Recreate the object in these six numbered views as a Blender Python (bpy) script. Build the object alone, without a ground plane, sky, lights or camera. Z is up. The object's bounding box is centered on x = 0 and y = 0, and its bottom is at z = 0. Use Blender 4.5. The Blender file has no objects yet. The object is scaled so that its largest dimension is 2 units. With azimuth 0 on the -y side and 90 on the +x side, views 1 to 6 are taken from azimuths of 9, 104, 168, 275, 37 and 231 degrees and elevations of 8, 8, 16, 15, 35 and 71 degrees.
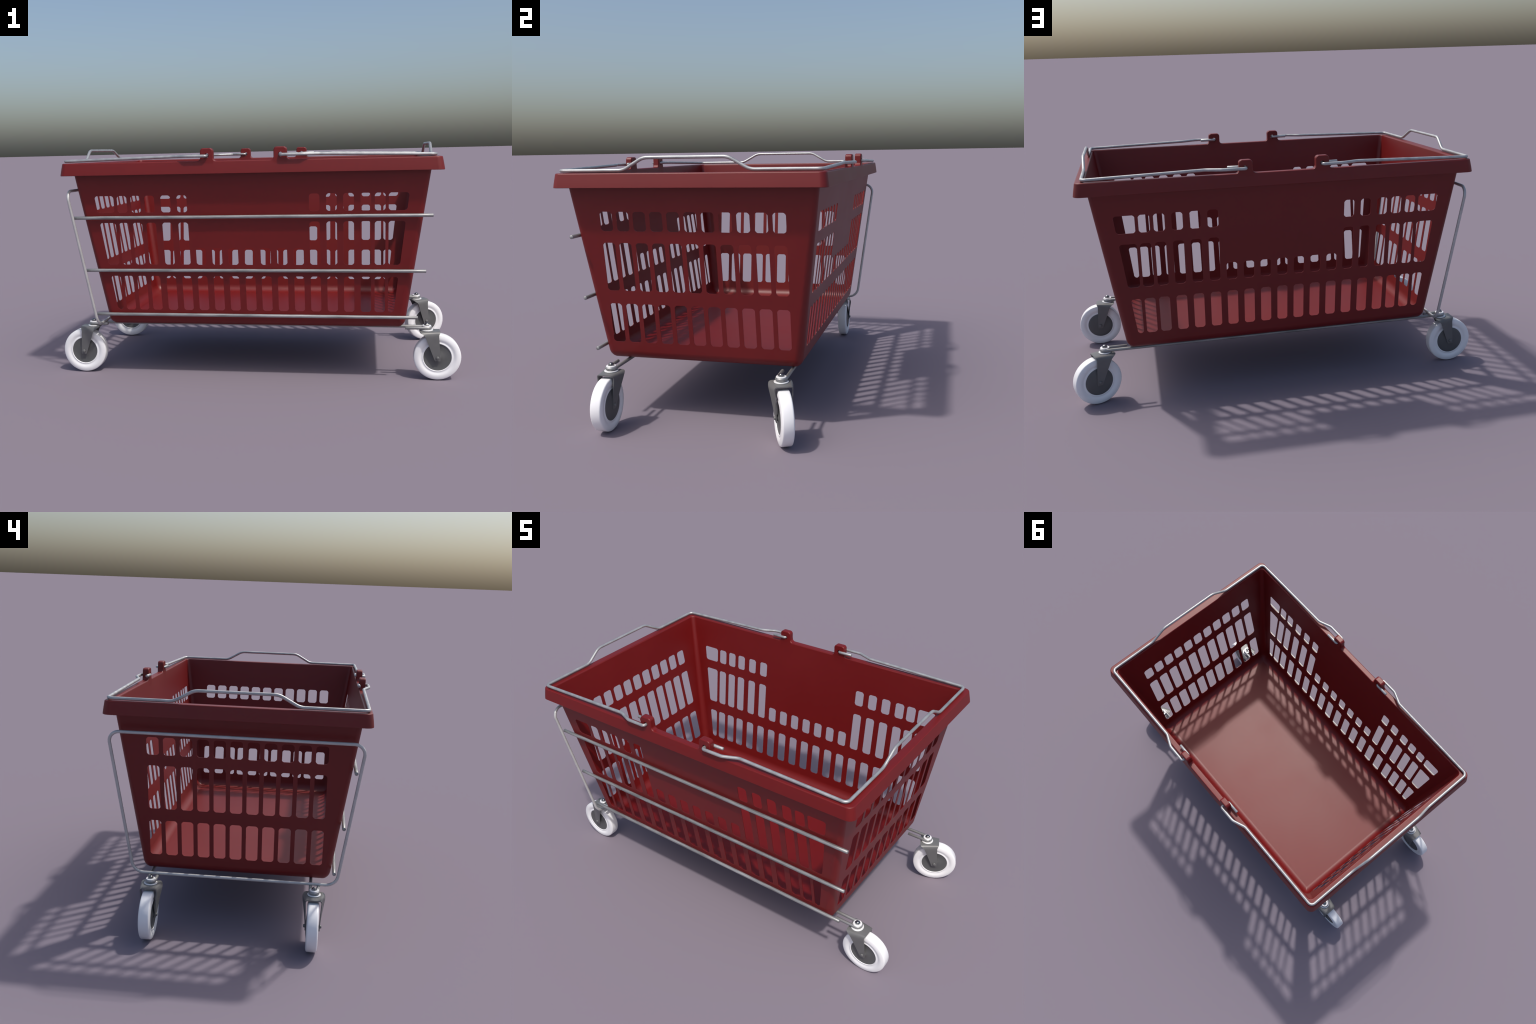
# Small wheeled shopping basket: slotted red plastic basket with a turned rim, two wire
# bail handles, a wire carrying frame and four swivel casters with white tyres.
import bpy, bmesh, math
from mathutils import Vector, Matrix

PI = math.pi

# ------------------------------------------------------------------ dimensions (metres)
RIM_BOTTOM = 1.0135          # underside of the rim, also where the wall stops
RIM_TOP = 1.0725
BASKET_BOTTOM = 0.2630
WALL = 0.0024                # wall thickness
OUT_X, SLOPE_X = 0.8395, 0.1445  # half length of the outer wall at RIM_BOTTOM, taper per metre
OUT_Y, SLOPE_Y = 0.5280, 0.1290  # half width
FILLET = 0.046               # rounding between wall and floor
TAB_SHIFT = -0.005           # lugs and handles sit a hair towards -x

PIVOT_X, PIVOT_Y = 0.8385, 0.3690
FRAME_SHIFT = 0.0022         # the wire frame and casters sit a hair towards +y
TRAIL = 0.050
WHEEL_R = 0.112


# ------------------------------------------------------------------ materials
def new_material(name):
    m = bpy.data.materials.new(name)
    m.use_nodes = True
    nt = m.node_tree
    nt.nodes.clear()
    out = nt.nodes.new('ShaderNodeOutputMaterial')
    bs = nt.nodes.new('ShaderNodeBsdfPrincipled')
    nt.links.new(bs.outputs[0], out.inputs[0])
    return m, nt, bs


def noise_node(nt, scale, detail=3.0, stretch=None, rough=0.5):
    tc = nt.nodes.new('ShaderNodeTexCoord')
    mp = nt.nodes.new('ShaderNodeMapping')
    if stretch:
        mp.inputs['Scale'].default_value = stretch
    nz = nt.nodes.new('ShaderNodeTexNoise')
    nz.inputs['Scale'].default_value = scale
    nz.inputs['Detail'].default_value = detail
    nz.inputs['Roughness'].default_value = rough
    nt.links.new(tc.outputs['Object'], mp.inputs[0])
    nt.links.new(mp.outputs[0], nz.inputs['Vector'])
    return nz


def ramp_node(nt, src, c0, c1, p0=0.3, p1=0.7):
    r = nt.nodes.new('ShaderNodeValToRGB')
    r.color_ramp.elements[0].position = p0
    r.color_ramp.elements[1].position = p1
    r.color_ramp.elements[0].color = (*c0, 1)
    r.color_ramp.elements[1].color = (*c1, 1)
    nt.links.new(src, r.inputs[0])
    return r


def range_node(nt, src, lo, hi, f0=0.3, f1=0.7):
    r = nt.nodes.new('ShaderNodeMapRange')
    r.inputs['From Min'].default_value = f0
    r.inputs['From Max'].default_value = f1
    r.inputs['To Min'].default_value = lo
    r.inputs['To Max'].default_value = hi
    nt.links.new(src, r.inputs['Value'])
    return r


def add_bump(nt, bs, src, strength, dist):
    b = nt.nodes.new('ShaderNodeBump')
    b.inputs['Strength'].default_value = strength
    b.inputs['Distance'].default_value = dist
    nt.links.new(src, b.inputs['Height'])
    nt.links.new(b.outputs[0], bs.inputs['Normal'])


def surface(name, c0, c1, rough, metallic=0.0, scale=6.0, stretch=None, grain=None, spec=0.5):
    m, nt, bs = new_material(name)
    nz = noise_node(nt, scale, 3.0, stretch)
    cr = ramp_node(nt, nz.outputs['Fac'], c0, c1)
    nt.links.new(cr.outputs[0], bs.inputs['Base Color'])
    rr = range_node(nt, nz.outputs['Fac'], rough[0], rough[1])
    nt.links.new(rr.outputs[0], bs.inputs['Roughness'])
    bs.inputs['Metallic'].default_value = metallic
    bs.inputs['Specular IOR Level'].default_value = spec
    if grain:
        gz = noise_node(nt, grain[0], 2.0, grain[3] if len(grain) > 3 else None)
        add_bump(nt, bs, gz.outputs['Fac'], grain[1], grain[2])
    return m


RED = surface('red_plastic', (0.138, 0.0028, 0.0028), (0.150, 0.0034, 0.0034), (0.44, 0.48),
              scale=3.0, grain=(420, 0.05, 0.0006))
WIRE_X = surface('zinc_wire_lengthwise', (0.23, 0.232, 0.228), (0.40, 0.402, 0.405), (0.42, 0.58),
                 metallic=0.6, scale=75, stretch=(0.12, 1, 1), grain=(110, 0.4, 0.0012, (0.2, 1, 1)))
WIRE_Y = surface('zinc_wire_crosswise', (0.36, 0.363, 0.365), (0.48, 0.483, 0.485), (0.40, 0.52),
                 metallic=0.6, scale=60, stretch=(0.5, 0.3, 0.3), grain=(90, 0.25, 0.0010, (0.5, 0.3, 0.3)))
FRAME_WIRE = surface('pale_frame_wire', (0.46, 0.46, 0.458), (0.54, 0.54, 0.538), (0.36, 0.46),
                     metallic=0.3, scale=60, stretch=(0.5, 0.3, 0.3), grain=(90, 0.15, 0.0008, (0.5, 0.3, 0.3)))
TYRE = surface('white_rubber_tyre', (0.84, 0.84, 0.85), (0.88, 0.88, 0.89), (0.28, 0.36), scale=14)
HUB = surface('dark_grey_hub', (0.090, 0.092, 0.093), (0.106, 0.108, 0.109), (0.40, 0.5), scale=20)
FORK = surface('grey_sheet_steel', (0.125, 0.126, 0.126), (0.145, 0.146, 0.146), (0.34, 0.42), metallic=0.0, scale=24)
WASHER = surface('bright_washer', (0.86, 0.86, 0.86), (0.92, 0.92, 0.92), (0.22, 0.3), metallic=0.1, scale=40)
NUT = surface('dark_steel_nut', (0.20, 0.205, 0.21), (0.28, 0.285, 0.29), (0.18, 0.28), metallic=1.0, scale=60)


# ------------------------------------------------------------------ mesh helpers
ROOT = None


def link(name, mesh, mat, parent, smooth=35):
    ob = bpy.data.objects.new(name, mesh)
    bpy.context.scene.collection.objects.link(ob)
    if mat and not mesh.materials:
        mesh.materials.append(mat)
    ob.parent = parent
    if smooth:
        for p in mesh.polygons:
            p.use_smooth = True
        mesh.set_sharp_from_angle(angle=math.radians(smooth))
    return ob


def weighted(ob):
    w = ob.modifiers.new('weighted_normals', 'WEIGHTED_NORMAL')
    w.keep_sharp = True
    w.weight = 100
    w.mode = 'FACE_AREA'


def mesh_from(name, verts, faces, fix=True):
    me = bpy.data.meshes.new(name)
    me.from_pydata([tuple(v) for v in verts], [], faces)
    if fix:
        bm = bmesh.new()
        bm.from_mesh(me)
        bmesh.ops.recalc_face_normals(bm, faces=bm.faces)
        bm.to_mesh(me)
        bm.free()
    me.update()
    return me


def rounded_rect(a, b, r, n=8):
    """Corner-rounded rectangle of half sizes a, b, counter-clockwise."""
    pts = []
    for cx, cy, a0 in ((a - r, b - r, 0), (-(a - r), b - r, 90), (-(a - r), -(b - r), 180), (a - r, -(b - r), 270)):
        for i in range(n + 1):
            t = math.radians(a0 + 90 * i / n)
            pts.append((cx + r * math.cos(t), cy + r * math.sin(t)))
    return pts


def fillet_polyline(pts, radii, seg=7):
    """Replace inner vertices of a 3D polyline by arcs of the given radii."""
    pts = [Vector(p) for p in pts]
    out = [pts[0]]
    for i in range(1, len(pts) - 1):
        p, a, b = pts[i], (pts[i - 1] - pts[i]), (pts[i + 1] - pts[i])
        r = radii[i - 1] if isinstance(radii, (list, tuple)) else radii
        la, lb = a.length, b.length
        a.normalize(); b.normalize()
        ang = a.angle(b)
        if r <= 0 or ang > PI - 1e-3:
            out.append(p)
            continue
        d = min(r / math.tan(ang / 2), 0.49 * la, 0.49 * lb)
        rr = d * math.tan(ang / 2)
        bis = (a + b).normalized()
        c = p + bis * (rr / math.sin(ang / 2))
        v0, v1 = (p + a * d) - c, (p + b * d) - c
        sweep = v0.angle(v1)
        ax = v0.cross(v1).normalized()
        for k in range(seg + 1):
            out.append(c + Matrix.Rotation(sweep * k / seg, 3, ax) @ v0)
    out.append(pts[-1])
    return out


def tube(name, path, r, closed=False, sides=14, cap_bevel=0.0012):
    """Round wire swept along a path with parallel-transported frames and chamfered ends."""
    path = [Vector(p) for p in path]
    if not closed and cap_bevel:
        t0 = (path[1] - path[0]).normalized()
        t1 = (path[-1] - path[-2]).normalized()
        path = [path[0], path[0] + t0 * cap_bevel] + path[1:-1] + [path[-1] - t1 * cap_bevel, path[-1]]
    n = len(path)
    tang = []
    for i in range(n):
        a = path[(i - 1) % n] if (closed or i > 0) else path[i]
        b = path[(i + 1) % n] if (closed or i < n - 1) else path[i]
        tang.append((b - a).normalized())
    up = Vector((0, 0, 1)) if abs(tang[0].z) < 0.9 else Vector((1, 0, 0))
    nrm = (up - tang[0] * up.dot(tang[0])).normalized()
    verts, faces = [], []
    for i in range(n):
        nrm = (nrm - tang[i] * nrm.dot(tang[i])).normalized()
        bi = tang[i].cross(nrm)
        rr = r - (cap_bevel if (not closed and cap_bevel and i in (0, n - 1)) else 0)
        for k in range(sides):
            t = 2 * PI * k / sides
            verts.append(path[i] + (nrm * math.cos(t) + bi * math.sin(t)) * rr)
    m = n if closed else n - 1
    for i in range(m):
        for k in range(sides):
            a, b = i * sides + k, i * sides + (k + 1) % sides
            c, d = ((i + 1) % n) * sides + (k + 1) % sides, ((i + 1) % n) * sides + k
            faces.append((a, b, c, d))
    if not closed:
        faces.append(tuple(range(sides))[::-1])
        faces.append(tuple(range((n - 1) * sides, n * sides)))
    return mesh_from(name, verts, faces)


def lathe(name, profile, seg=64, axis='Y', closed=False):
    """Revolve (axial, radius) pairs about an axis through the origin."""
    verts, faces, rings = [], [], []
    for ax, r in profile:
        if r < 1e-6:
            rings.append([len(verts)])
            verts.append((0, ax, 0) if axis == 'Y' else (0, 0, ax))
            continue
        ring = []
        for k in range(seg):
            t = 2 * PI * k / seg
            ring.append(len(verts))
            c, s = r * math.cos(t), r * math.sin(t)
            verts.append((c, ax, s) if axis == 'Y' else (c, s, ax))
        rings.append(ring)
    pairs = list(zip(rings, rings[1:])) + ([(rings[-1], rings[0])] if closed else [])
    for A, B in pairs:
        if len(A) == 1 and len(B) == 1:
            continue
        for k in range(seg):
            k2 = (k + 1) % seg
            if len(A) == 1:
                faces.append((A[0], B[k], B[k2]))
            elif len(B) == 1:
                faces.append((A[k], B[0], A[k2]))
            else:
                faces.append((A[k], B[k], B[k2], A[k2]))
    return mesh_from(name, verts, faces)


def boolean_cut(ob, cutter_mesh):
    """Subtract a cutter mesh and bake the result into ob's mesh."""
    cut = bpy.data.objects.new('cutter', cutter_mesh)
    bpy.context.scene.collection.objects.link(cut)
    m = ob.modifiers.new('cut', 'BOOLEAN')
    m.operation = 'DIFFERENCE'
    m.solver = 'EXACT'
    m.object = cut
    dg = bpy.context.evaluated_depsgraph_get()
    baked = bpy.data.meshes.new_from_object(ob.evaluated_get(dg))
    ob.modifiers.clear()
    ob.data = baked
    bpy.data.objects.remove(cut)
    return ob


# ------------------------------------------------------------------ basket shell
def wall_half(z):
    return OUT_X - (RIM_BOTTOM - z) * SLOPE_X, OUT_Y - (RIM_BOTTOM - z) * SLOPE_Y


def corner_radius(z):
    return 0.036 - 0.014 * (z - BASKET_BOTTOM) / (RIM_BOTTOM - BASKET_BOTTOM)


def shell_rings(inset, floor_z, fil, top):
    """Rings of one skin from the top edge down round the fillet to the floor."""
    rings = []
    zf = floor_z + fil * 0.88
    a, b = wall_half(top)
    rings.append([(x, y, top) for x, y in rounded_rect(a - inset, b - inset, corner_radius(top) - inset * 0.6)])
    a0, b0 = wall_half(zf)
    r0 = corner_radius(zf) - inset * 0.6
    n = 7
    for i in range(n + 1):
        # quarter arc, starting with the wall's lean
        t = math.radians(8 + 82 * i / n)
        d = fil * (math.cos(math.radians(8)) - math.cos(t))
        z = floor_z + fil * (1 - math.sin(t)) / (1 - math.sin(math.radians(8))) * 0.88
        rings.append([(x, y, z) for x, y in
                      rounded_rect(a0 - inset - d, b0 - inset - d, max(r0 - d, 0.004))])
    return rings


def build_basket():
    outer = shell_rings(0.0, BASKET_BOTTOM, FILLET, RIM_BOTTOM)
    inner = shell_rings(WALL, BASKET_BOTTOM + 0.0045, FILLET, RIM_BOTTOM)
    rings = outer[::-1] + inner
    n = len(outer[0])
    verts, faces = [], []
    for r in rings:
        verts += r
    for i in range(len(rings) - 1):
        for k in range(n):
            k2 = (k + 1) % n
            faces.append((i * n + k, i * n + k2, (i + 1) * n + k2, (i + 1) * n + k))
    faces.append(tuple(range(n)))
    faces.append(tuple(range((len(rings) - 1) * n, len(rings) * n)))
    me = mesh_from('basket', verts, faces)
    me.materials.append(RED)
    ob = bpy.data.objects.new('basket', me)
    bpy.context.scene.collection.objects.link(ob)
    boolean_cut(ob, slot_cutters('y'))
    boolean_cut(ob, slot_cutters('x'))
    # drop the hidden top annulus, the rim butts on there
    bm = bmesh.new()
    bm.from_mesh(ob.data)
    gone = [f for f in bm.faces if all(abs(v.co.z - RIM_BOTTOM) < 1e-5 for v in f.verts)]
    bmesh.ops.delete(bm, geom=gone, context='FACES')
    bm.to_mesh(ob.data)
    bm.free()
    for p in ob.data.polygons:
        p.use_smooth = True
    ob.data.set_sharp_from_angle(angle=math.radians(35))
    weighted(ob)
    ob.parent = ROOT
    return ob


ROWS = ((0.8320, 0.9135), (0.5745, 0.7825), (0.3430, 0.5170))
SHORT_ROW = (0.5735, 0.6565)


def slot_outline(lo0, lo1, hi0, hi1, z0, z1, r=0.0106, seg=3):
    """Slot with clipped corners; lo/hi are its sides at the bottom and at the top."""
    quad = [Vector((lo0, z0, 0)), Vector((lo1, z0, 0)), Vector((hi1, z1, 0)), Vector((hi0, z1, 0))]
    out = []
    for i in range(4):
        p, a, b = quad[i], quad[i - 1], quad[(i + 1) % 4]
        da, db = (a - p).normalized(), (b - p).normalized()
        w = min((a - p).length, (b - p).length)
        d = min(r, w * 0.42)
        s, e = p + da * d, p + db * d
        for k in range(seg + 1):
            t = k / seg
            out.append((s * (1 - t) ** 2 + p * 2 * t * (1 - t) * 0.45 + (s + e) * 0.5 * 2 * t * (1 - t) * 0.55
                        + e * t ** 2))
    return [(v.x, v.y) for v in out]


def long_wall_slots():
    """(x0, x1) columns of the long sides: an even middle and two tighter outer columns."""
    slots = []
    half = 0.0242
    for k in range(-3, 4):                     # under the blank label panel
        c = 0.0785 * k
        slots.append((c - half, c + half, c - half, c + half, *SHORT_ROW))
        slots.append((c - half, c + half, c - half, c + half, *ROWS[2]))
    for s, cols, end in ((1, (0.3137, 0.3925, 0.4707, 0.5490, 0.6138), 0.6520),
                         (-1, (0.3137, 0.3927, 0.4720, 0.5408, 0.6088), 0.6490)):
        for c in cols:
            for z0, z1 in ROWS:
                x0, x1 = sorted((s * (c - half), s * (c + half)))
                slots.append((x0, x1, x0, x1, z0, z1))
        for z0, z1 in ROWS:                    # end column leans with the basket corner
            edge = lambda z: 0.7395 + (z - 0.870) * 0.116
            q = [s * end, s * edge(z0), s * end, s * edge(z1)]
            if s < 0:
                q = [q[1], q[0], q[3], q[2]]
            slots.append((*q, z0, z1))
    return slots


def end_wall_slots():
    slots = []
    for k in range(-5, 6):
        c = 0.0735 * k
        for z0, z1 in ROWS:
            slots.append((c - 0.0272, c + 0.0272, c - 0.0272, c + 0.0272, z0, z1))
    return slots


def slot_cutters(direction):
    verts, faces = [], []
    for s in (long_wall_slots() if direction == 'y' else end_wall_slots()):
        o = slot_outline(*s)
        n, base = len(o), len(verts)
        for d in (-1.2, 1.2):
            verts += [((u, d, z) if direction == 'y' else (d, u, z)) for u, z in o]
        faces.append(tuple(range(base, base + n)))
        faces.append(tuple(range(base + n, base + 2 * n)))
        for k in range(n):
            k2 = (k + 1) % n
            faces.append((base + k, base + k2, base + n + k2, base + n + k))
    return mesh_from('slot_cutters', verts, faces)


# ------------------------------------------------------------------ rim with handle lugs
LUG_X = (-0.1705 + TAB_SHIFT, 0.1705 + TAB_SHIFT)
LUG_HALF, LUG_TOP = 0.0305, 1.1305
LUG_HOLE_Z, LUG_HOLE_R = 1.0965, 0.0105


def rim_outline(x0, x1, step=0.06):
    """Height line of the long rim from x0 to x1 with the two lugs: (x, z, nx, nz) stations."""
    pts = [(x0, RIM_TOP)]
    for c in LUG_X:
        h, f, t = LUG_HALF, 0.015, 0.015

        def arc(cx, cz, r, a0, a1, n=6):
            return [(cx + r * math.cos(math.radians(a0 + (a1 - a0) * i / n)),
                     cz + r * math.sin(math.radians(a0 + (a1 - a0) * i / n))) for i in range(n + 1)]
        pts += arc(c - h - f, RIM_TOP + f, f, -90, 0)
        pts += arc(c - h + t, LUG_TOP - t, t, 180, 90)
        pts += arc(c + h - t, LUG_TOP - t, t, 90, 0)
        pts += arc(c + h + f, RIM_TOP + f, f, 180, 270)
    pts.append((x1, RIM_TOP))
    res = []
    for i, (x, z) in enumerate(pts):
        a, b = pts[max(i - 1, 0)], pts[min(i + 1, len(pts) - 1)]
        dx, dz = b[0] - a[0], b[1] - a[1]
        l = math.hypot(dx, dz)
        res.append((x, z, -dz / l, dx / l))
    res[0] = (x0, RIM_TOP, 0, 1)
    res[-1] = (x1, RIM_TOP, 0, 1)
    return res


def build_rim():
    """Solid rim swept round the basket mouth; each station carries a section across the rim."""
    skirt_x, skirt_y = 0.8955, 0.5715       # lower outer edge
    top_x, top_y = 0.8860, 0.5645           # upper outer edge
    in_xb, in_yb = OUT_X - WALL, OUT_Y - WALL
    in_xt = in_xb + (RIM_TOP - RIM_BOTTOM) * SLOPE_X
    in_yt = in_yb + (RIM_TOP - RIM_BOTTOM) * SLOPE_Y
    rc_out, rc_in = 0.030, corner_radius(RIM_BOTTOM) - WALL * 0.6
    e = 0.0052                               # edge rounding
    q = [math.radians(a) for a in (0, 22.5, 45, 67.5, 90)]



    stations = []                            # ('long', sign, x, z, nx, nz) / ('corner', index, angle)
    n_arc = 8
    # start on the +y side travelling towards -x, counter-clockwise
    xs = 0.8
    for side in (1, -1):
        line = rim_outline(-0.80, 0.80)
        if side == 1:
            line = line[::-1]
        for x, z, nx, nz in line:
            stations.append(('long', side, x, z, nx, nz))
        ci = 1 if side == 1 else 3
        for i in range(n_arc + 1):
            stations.append(('corner', ci, i / n_arc))
        for i in range(n_arc + 1):
            stations.append(('corner', (ci + 1) % 4, i / n_arc))

    def ring_point(st, hx, hy, r, dz_in, z):
        """Position at half sizes hx, hy; dz_in pulls the point inwards along the outline normal."""
        if st[0] == 'long':
            _, side, x, zt, nx, nz = st
            return (x - nx * dz_in, side * hy, z if z is not None else zt - nz * dz_in)
        _, ci, t = st
        a0 = 90 * ci
        ang = math.radians(a0 + 90 * t)
        sx = 1 if ci in (0, 3) else -1
        sy = 1 if ci in (0, 1) else -1
        cx, cy = sx * (hx - r), sy * (hy - r)
        return (cx + r * math.cos(ang), cy + r * math.sin(ang), z if z is not None else RIM_TOP - dz_in)

    rows = []
    for st in stations:
        sec = []
        sec.append(ring_point(st, in_xb, in_yb, rc_in, 0, RIM_BOTTOM))
        zi = RIM_TOP - e - 0.001
        ti = (zi - RIM_BOTTOM) / (RIM_TOP - RIM_BOTTOM)
        sec.append(ring_point(st, in_xb + (in_xt - in_xb) * ti, in_yb + (in_yt - in_yb) * ti, rc_in, 0, zi))
        # inner edge, rounded over onto the top
        for a in q:
            sec.append(ring_point(st, in_xt + e * (1 - math.cos(a)), in_yt + e * (1 - math.cos(a)),
                                  rc_in + e * (1 - math.cos(a)), e * (1 - math.sin(a)), None))
        for a in q[::-1]:
            sec.append(ring_point(st, top_x - e * (1 - math.cos(a)), top_y - e * (1 - math.cos(a)),
                                  rc_out - e * (1 - math.cos(a)), e * (1 - math.sin(a)), None))
        zk = RIM_TOP - e - 0.002
        sec.append(ring_point(st, top_x + 0.0004, top_y + 0.0004, rc_out, 0, zk))
        for t in (0.25, 0.5, 0.75):            # slightly full face
            d = 0.0005 * 4 * t * (1 - t)
            sec.append(ring_point(st, top_x + (skirt_x - top_x) * t + d, top_y + (skirt_y - top_y) * t + d, rc_out + 0.003 * t,
                                  0, zk + (RIM_BOTTOM + 0.0015 - zk) * t))
        sec.append(ring_point(st, skirt_x, skirt_y, rc_out + 0.003, 0, RIM_BOTTOM + 0.0015))
        sec.append(ring_point(st, skirt_x - 0.0015, skirt_y - 0.0015, rc_out + 0.002, 0, RIM_BOTTOM))
        sec.append(ring_point(st, OUT_X, OUT_Y, corner_radius(RIM_BOTTOM), 0, RIM_BOTTOM))
        rows.append(sec)
    m = len(rows[0])
    verts, faces = [], []
    for r in rows:
        verts += r
    for i in range(len(rows)):
        j = (i + 1) % len(rows)
        for k in range(m - 1):
            faces.append((i * m + k, i * m + k + 1, j * m + k + 1, j * m + k))
        faces.append((i * m + m - 1, i * m, j * m, j * m + m - 1))
    me = mesh_from('rim', verts, faces)
    me.materials.append(RED)
    ob = bpy.data.objects.new('rim', me)
    bpy.context.scene.collection.objects.link(ob)
    # lug holes
    cv, cf = [], []
    for x in LUG_X:
        for s in (1, -1):
            base = len(cv)
            n = 20
            for y in (0.45, 0.65):
                cv += [(x + 0.001 + LUG_HOLE_R * math.cos(2 * PI * k / n), s * y,
                        LUG_HOLE_Z + LUG_HOLE_R * math.sin(2 * PI * k / n)) for k in range(n)]
            cf.append(tuple(range(base, base + n)))
            cf.append(tuple(range(base + n, base + 2 * n)))
            for k in range(n):
                k2 = (k + 1) % n
                cf.append((base + k, base + k2, base + n + k2, base + n + k))
    boolean_cut(ob, mesh_from('hole_cutter', cv, cf))
    # open the seat of the wall so that nothing lies on the same plane
    bm = bmesh.new()
    bm.from_mesh(ob.data)
    bmesh.ops.remove_doubles(bm, verts=bm.verts, dist=1e-6)
    gone = []
    for f in bm.faces:
        if all(abs(v.co.z - RIM_BOTTOM) < 1e-5 for v in f.verts):
            c = f.calc_center_median()
            if abs(c.x) < OUT_X - 0.0005 and abs(c.y) < OUT_Y - 0.0005:
                gone.append(f)
    bmesh.ops.delete(bm, geom=gone, context='FACES')
    bm.to_mesh(ob.data)
    bm.free()
    for p in ob.data.polygons:
        p.use_smooth = True
    ob.data.set_sharp_from_angle(angle=math.radians(40))
    weighted(ob)
    ob.parent = ROOT
    return ob


# ------------------------------------------------------------------ wire parts
def build_handle(side):
    """Bail handle on one end: hooked into two lugs, raised grip over the end of the basket."""
    s = side
    corner = 0.8565 if s > 0 else 0.8715
    grip = 0.8595 if s > 0 else 0.8855
    hook = (LUG_X[1] if s > 0 else LUG_X[0]) + 0.001
    ys, yo, yi = 0.549, 0.5780, 0.5315
    z_hook, z_low, z_grip = 1.0945, 1.0825, 1.1325

    def half(sy):
        return [(hook + s * 0.076, sy * yi, z_hook + 0.002), (hook, sy * yi, z_hook + 0.001),
                (hook, sy * yo, z_hook), (s * 0.270, sy * yo, z_hook + 0.0005),
                (s * 0.340, sy * ys, z_hook), (s * corner, sy * ys, z_low),
                (s * (corner + 0.001), sy * 0.264, z_low), (s * grip, sy * 0.176, z_grip)]
    pts = half(-1) + half(1)[::-1]
    rad = [0.010, 0.010, 0.05, 0.05, 0.022, 0.075, 0.075]
    radii = rad + rad[::-1]
    path = fillet_polyline(pts, radii, 6)
    return link('handle', tube('handle', path, 0.0072), WIRE_Y, ROOT, 60)


def build_side_rails():
    """Three straight guard wires along one long side, welded to the end frame."""
    for x0, x1, y, z in ((-0.853, 0.8505, -0.5145, 0.8090), (-0.816, 0.8236, -0.4800, 0.5470),
                         (-0.783, 0.7900, -0.4515, 0.3205)):
        n = 24
        path = [(x0 + (x1 - x0) * i / n, y, z) for i in range(n + 1)]
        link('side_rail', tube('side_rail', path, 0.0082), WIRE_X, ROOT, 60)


def build_end_frame():
    """Closed rounded wire loop that leans with the end wall and rests on the base rails."""
    top, bot = 0.9395, 0.2650
    xt, xb = -0.8700, -0.7790
    yt, yb = 0.5500, 0.4645
    ys = 0.0012
    corners = [(xt, yt + ys, top), (xb, yb + ys, bot), (xb, -yb + ys, bot), (xt, -yt + ys, top)]
    mid = (xt, 0.0, top)
    pts = [mid] + [corners[3], corners[2], corners[1], corners[0]] + [mid]
    path = fillet_polyline(pts, [0.045, 0.055, 0.055, 0.045], 10)[:-1]
    return link('end_frame', tube('end_frame', path, 0.0072, closed=True), FRAME_WIRE, ROOT, 60)


def build_base_rails():
    """Two rails under the basket, bent into a hairpin round each caster bolt."""
    rl = 0.0178
    z = 0.2540
    for sy in (1, -1):
        cy = sy * PIVOT_Y + FRAME_SHIFT
        path = []
        path.append((0.7360, cy - rl, z))
        for i in range(13):
            t = math.radians(-90 + 180 * i / 12)
            path.append((PIVOT_X + rl * math.cos(t), cy + rl * math.sin(t), z))
        n = 20
        for i in range(1, n):
            path.append((PIVOT_X - 2 * PIVOT_X * i / n, cy + rl, z))
        for i in range(13):
            t = math.radians(90 + 180 * i / 12)
            path.append((-PIVOT_X + rl * math.cos(t), cy + rl * math.sin(t), z))
        path.append((-0.7570, cy - rl, z))
        link('base_rail', tube('base_rail', path, 0.0076), WIRE_X, ROOT, 60)


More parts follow.
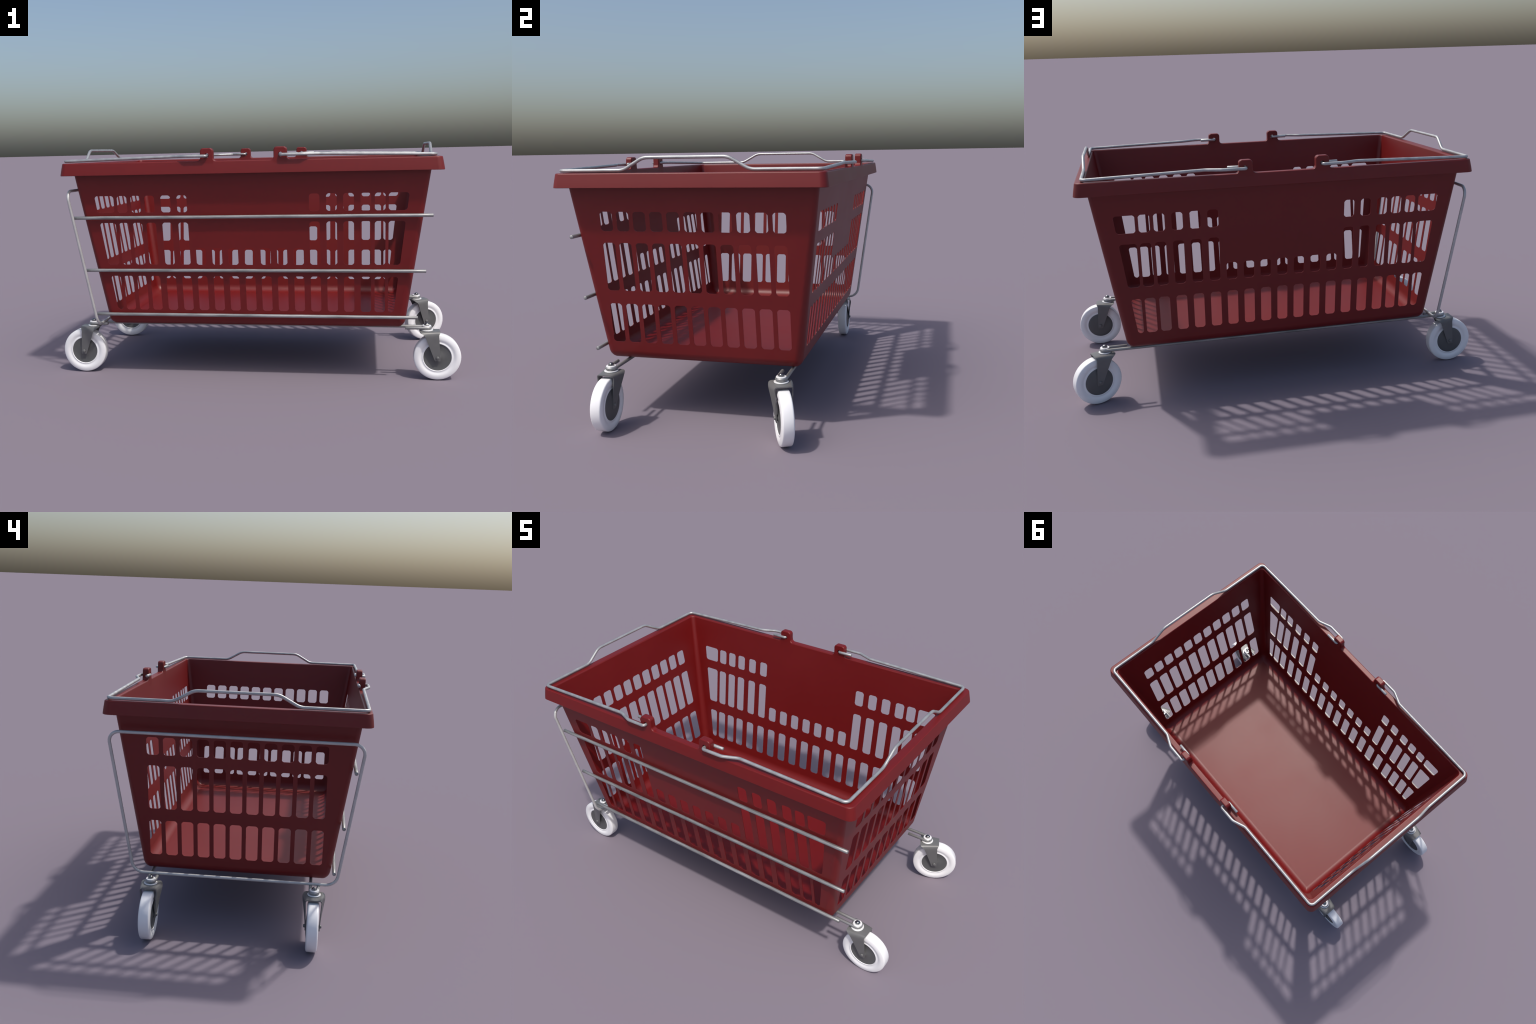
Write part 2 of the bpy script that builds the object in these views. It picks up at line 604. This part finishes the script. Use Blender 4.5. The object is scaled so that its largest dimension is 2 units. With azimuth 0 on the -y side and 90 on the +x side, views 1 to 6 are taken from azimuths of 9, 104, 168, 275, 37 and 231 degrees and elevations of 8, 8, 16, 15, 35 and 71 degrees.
# ------------------------------------------------------------------ casters
def fork_mesh():
    """Bent sheet fork: a flat top, two folds and two tapering legs. Local x is the trail."""
    top_z = 0.2400
    sec = []                                   # (v, z) along the strip, one leg bottom to the other
    legs = [(-0.0330, 0.0960), (-0.0340, 0.1110), (-0.0365, 0.1450), (-0.0400, 0.1800), (-0.0438, 0.2120)]
    bend = [(-0.0447 + 0.0, 0.2210), (-0.0440, 0.2290), (-0.0415, 0.2350), (-0.0370, 0.2385), (-0.0310, top_z)]
    sec = legs + bend + [(-0.015, top_z), (0.0, top_z)]
    sec = sec + [(-v, z) for v, z in sec[::-1][1:]]

    def span(z):
        """Front and rear edge of the strip at a height."""
        keys = [(0.0960, 0.038, 0.0635), (0.1000, 0.0360, 0.0645), (0.2120, -0.0070, 0.0560), (0.2230, -0.0125, 0.0555),
                (0.2310, -0.0230, 0.0585), (0.2370, -0.0320, 0.0610), (0.2400, -0.0345, 0.0620)]
        if z <= keys[0][0]:
            return keys[0][1:]
        for (z0, a0, b0), (z1, a1, b1) in zip(keys, keys[1:]):
            if z <= z1:
                t = (z - z0) / (z1 - z0)
                return a0 + (a1 - a0) * t, b0 + (b1 - b0) * t
        return keys[-1][1:]
    verts, faces = [], []
    m = 6
    th = 0.0042
    n = len(sec)
    for layer in (0, 1):
        for i, (v, z) in enumerate(sec):
            a, b = sec[max(i - 1, 0)], sec[min(i + 1, n - 1)]
            dv, dz = b[0] - a[0], b[1] - a[1]
            l = math.hypot(dv, dz)
            # inward normal of the strip
            nv, nz = dz / l, -dv / l
            u0, u1 = span(z)
            for k in range(m + 1):
                # legs splay: wider apart at the pivot side than at the wheel side
                splay = 0.013 * (0.5 - k / m) * min(max((z - 0.100) / 0.115, 0.0), 1.0) * (v / 0.0445)
                verts.append((u0 + (u1 - u0) * k / m, v + splay + nv * th * layer, z + nz * th * layer))
    w = m + 1
    off = n * w
    for i in range(n - 1):
        for k in range(m):
            a = i * w + k
            faces.append((a, a + 1, a + 1 + w, a + w))
            faces.append((off + a, off + a + w, off + a + 1 + w, off + a + 1))
    for i in range(n - 1):
        for k in (0, m):
            a = i * w + k
            faces.append((a, a + w, off + a + w, off + a))
    for i in (0, n - 1):
        for k in range(m):
            a = i * w + k
            faces.append((a, off + a, off + a + 1, a + 1))
    return mesh_from('caster_fork', verts, faces)


def tyre_mesh():
    half = [(0.0180, 0.0655), (0.0225, 0.0660), (0.0240, 0.0680), (0.0236, 0.0702), (0.0218, 0.0735),
            (0.0220, 0.0775), (0.0244, 0.0825), (0.0260, 0.0880), (0.0264, 0.0930), (0.0258, 0.0985),
            (0.0247, 0.1030), (0.0236, 0.1065), (0.0223, 0.1095), (0.0203, 0.1112), (0.0170, 0.1119), (0.0, WHEEL_R)]
    prof = half + [(-a, r) for a, r in half[::-1][1:]]
    return lathe('tyre', prof, 72, closed=True)


def hub_mesh():
    """Dished on one face (local -y), domed out past the tyre on the other."""
    dish = [(-0.0285, 0.0), (-0.0285, 0.0100), (-0.0270, 0.0118), (-0.0245, 0.0135), (-0.0225, 0.0200),
            (-0.0215, 0.0260), (-0.0205, 0.0310), (-0.0196, 0.0350), (-0.0193, 0.0450), (-0.0196, 0.0560),
            (-0.0208, 0.0630), (-0.0215, 0.0668)]
    dome = [(0.0225, 0.0668), (0.0245, 0.0640), (0.0265, 0.0560), (0.0282, 0.0450), (0.0296, 0.0300),
            (0.0304, 0.0150), (0.0306, 0.0)]
    return lathe('wheel_hub', dish + dome, 56)


def axle_mesh():
    half = [(0.0405, 0.0), (0.0405, 0.0045), (0.0395, 0.0066), (0.0375, 0.0076), (0.0325, 0.0076), (0.0325, 0.0050)]
    prof = half + [(-a, r) for a, r in half[::-1]]
    return lathe('axle_bolt', prof, 20)


def washer_mesh(name, r, z0, z1):
    e = min(0.0012, (z1 - z0) * 0.35)
    prof = [(z0, 0.0), (z0, r - e), (z0 + e, r), (z1 - e, r), (z1, r - e), (z1, 0.0)]
    return lathe(name, prof, 40, axis='Z')


def nut_mesh():
    """Hexagon nut with a domed cap."""
    verts, faces = [], []
    z0, z1 = 0.2640, 0.2712
    rings = []
    for z, r in ((z0, 0.0132), (z1 - 0.001, 0.0132), (z1, 0.0122)):
        rings.append([(r * math.cos(PI / 3 * k + 0.3), r * math.sin(PI / 3 * k + 0.3), z) for k in range(6)])
    for r in rings:
        verts += r
    for i in range(2):
        for k in range(6):
            faces.append((i * 6 + k, i * 6 + (k + 1) % 6, i * 6 + 6 + (k + 1) % 6, i * 6 + 6 + k))
    faces.append(tuple(range(6)))
    faces.append(tuple(range(12, 18)))
    base = len(verts)
    n, steps = 20, 5
    for i in range(steps):
        t = PI / 2 * i / steps
        verts += [(0.0098 * math.cos(t) * math.cos(2 * PI * k / n), 0.0098 * math.cos(t) * math.sin(2 * PI * k / n),
                   z1 + 0.0008 * (i == 0) * -1 + 0.0062 * math.sin(t)) for k in range(n)]
    apex = len(verts)
    verts.append((0, 0, z1 + 0.0062))
    for i in range(steps - 1):
        for k in range(n):
            k2 = (k + 1) % n
            faces.append((base + i * n + k, base + i * n + k2, base + (i + 1) * n + k2, base + (i + 1) * n + k))
    for k in range(n):
        faces.append((base + (steps - 1) * n + k, base + (steps - 1) * n + (k + 1) % n, apex))
    return mesh_from('nut', verts, faces)


def build_casters():
    fork, tyre, hub, axle = fork_mesh(), tyre_mesh(), hub_mesh(), axle_mesh()
    big = washer_mesh('washer', 0.0300, 0.2403, 0.2450)
    small = washer_mesh('washer', 0.0212, 0.2595, 0.2645)
    post = washer_mesh('pivot_bolt', 0.0084, 0.2300, 0.2650)
    nut = nut_mesh()
    for sx, sy, ang in ((-1, -1, 180), (1, -1, 0), (1, 1, 23), (-1, 1, 181.2)):
        f = link('caster_fork', fork, FORK, ROOT, 50)
        f.location = (sx * PIVOT_X, sy * PIVOT_Y + FRAME_SHIFT, 0)
        f.rotation_euler = (0, 0, math.radians(ang))
        for name, me, mat, loc, sm in (('tyre', tyre, TYRE, (TRAIL, 0, WHEEL_R), 60), ('wheel_hub', hub, HUB, (TRAIL, 0, WHEEL_R), 50),
                                       ('axle_bolt', axle, FORK, (TRAIL, 0, WHEEL_R), 40), ('washer', big, WASHER, (0, 0, 0), 35),
                                       ('washer', small, WASHER, (0, 0, 0), 35), ('pivot_bolt', post, NUT, (0, 0, 0), 35),
                                       ('nut', nut, NUT, (0, 0, 0), 25)):
            o = link(name, me, mat, f, sm)
            o.location = loc
            if name == 'wheel_hub' and sx < 0:
                o.rotation_euler = (0, 0, PI)


# ------------------------------------------------------------------ assembly
def main():
    global ROOT
    ROOT = bpy.data.objects.new('shopping_cart', None)
    bpy.context.scene.collection.objects.link(ROOT)
    ROOT['label'] = 'red slotted plastic shopping basket on white wheeled casters with wire handles'
    ROOT['category'] = 'shopping cart'
    build_basket()
    build_rim()
    for s in (1, -1):
        build_handle(s)
    build_side_rails()
    build_end_frame()
    build_base_rails()
    build_casters()


main()
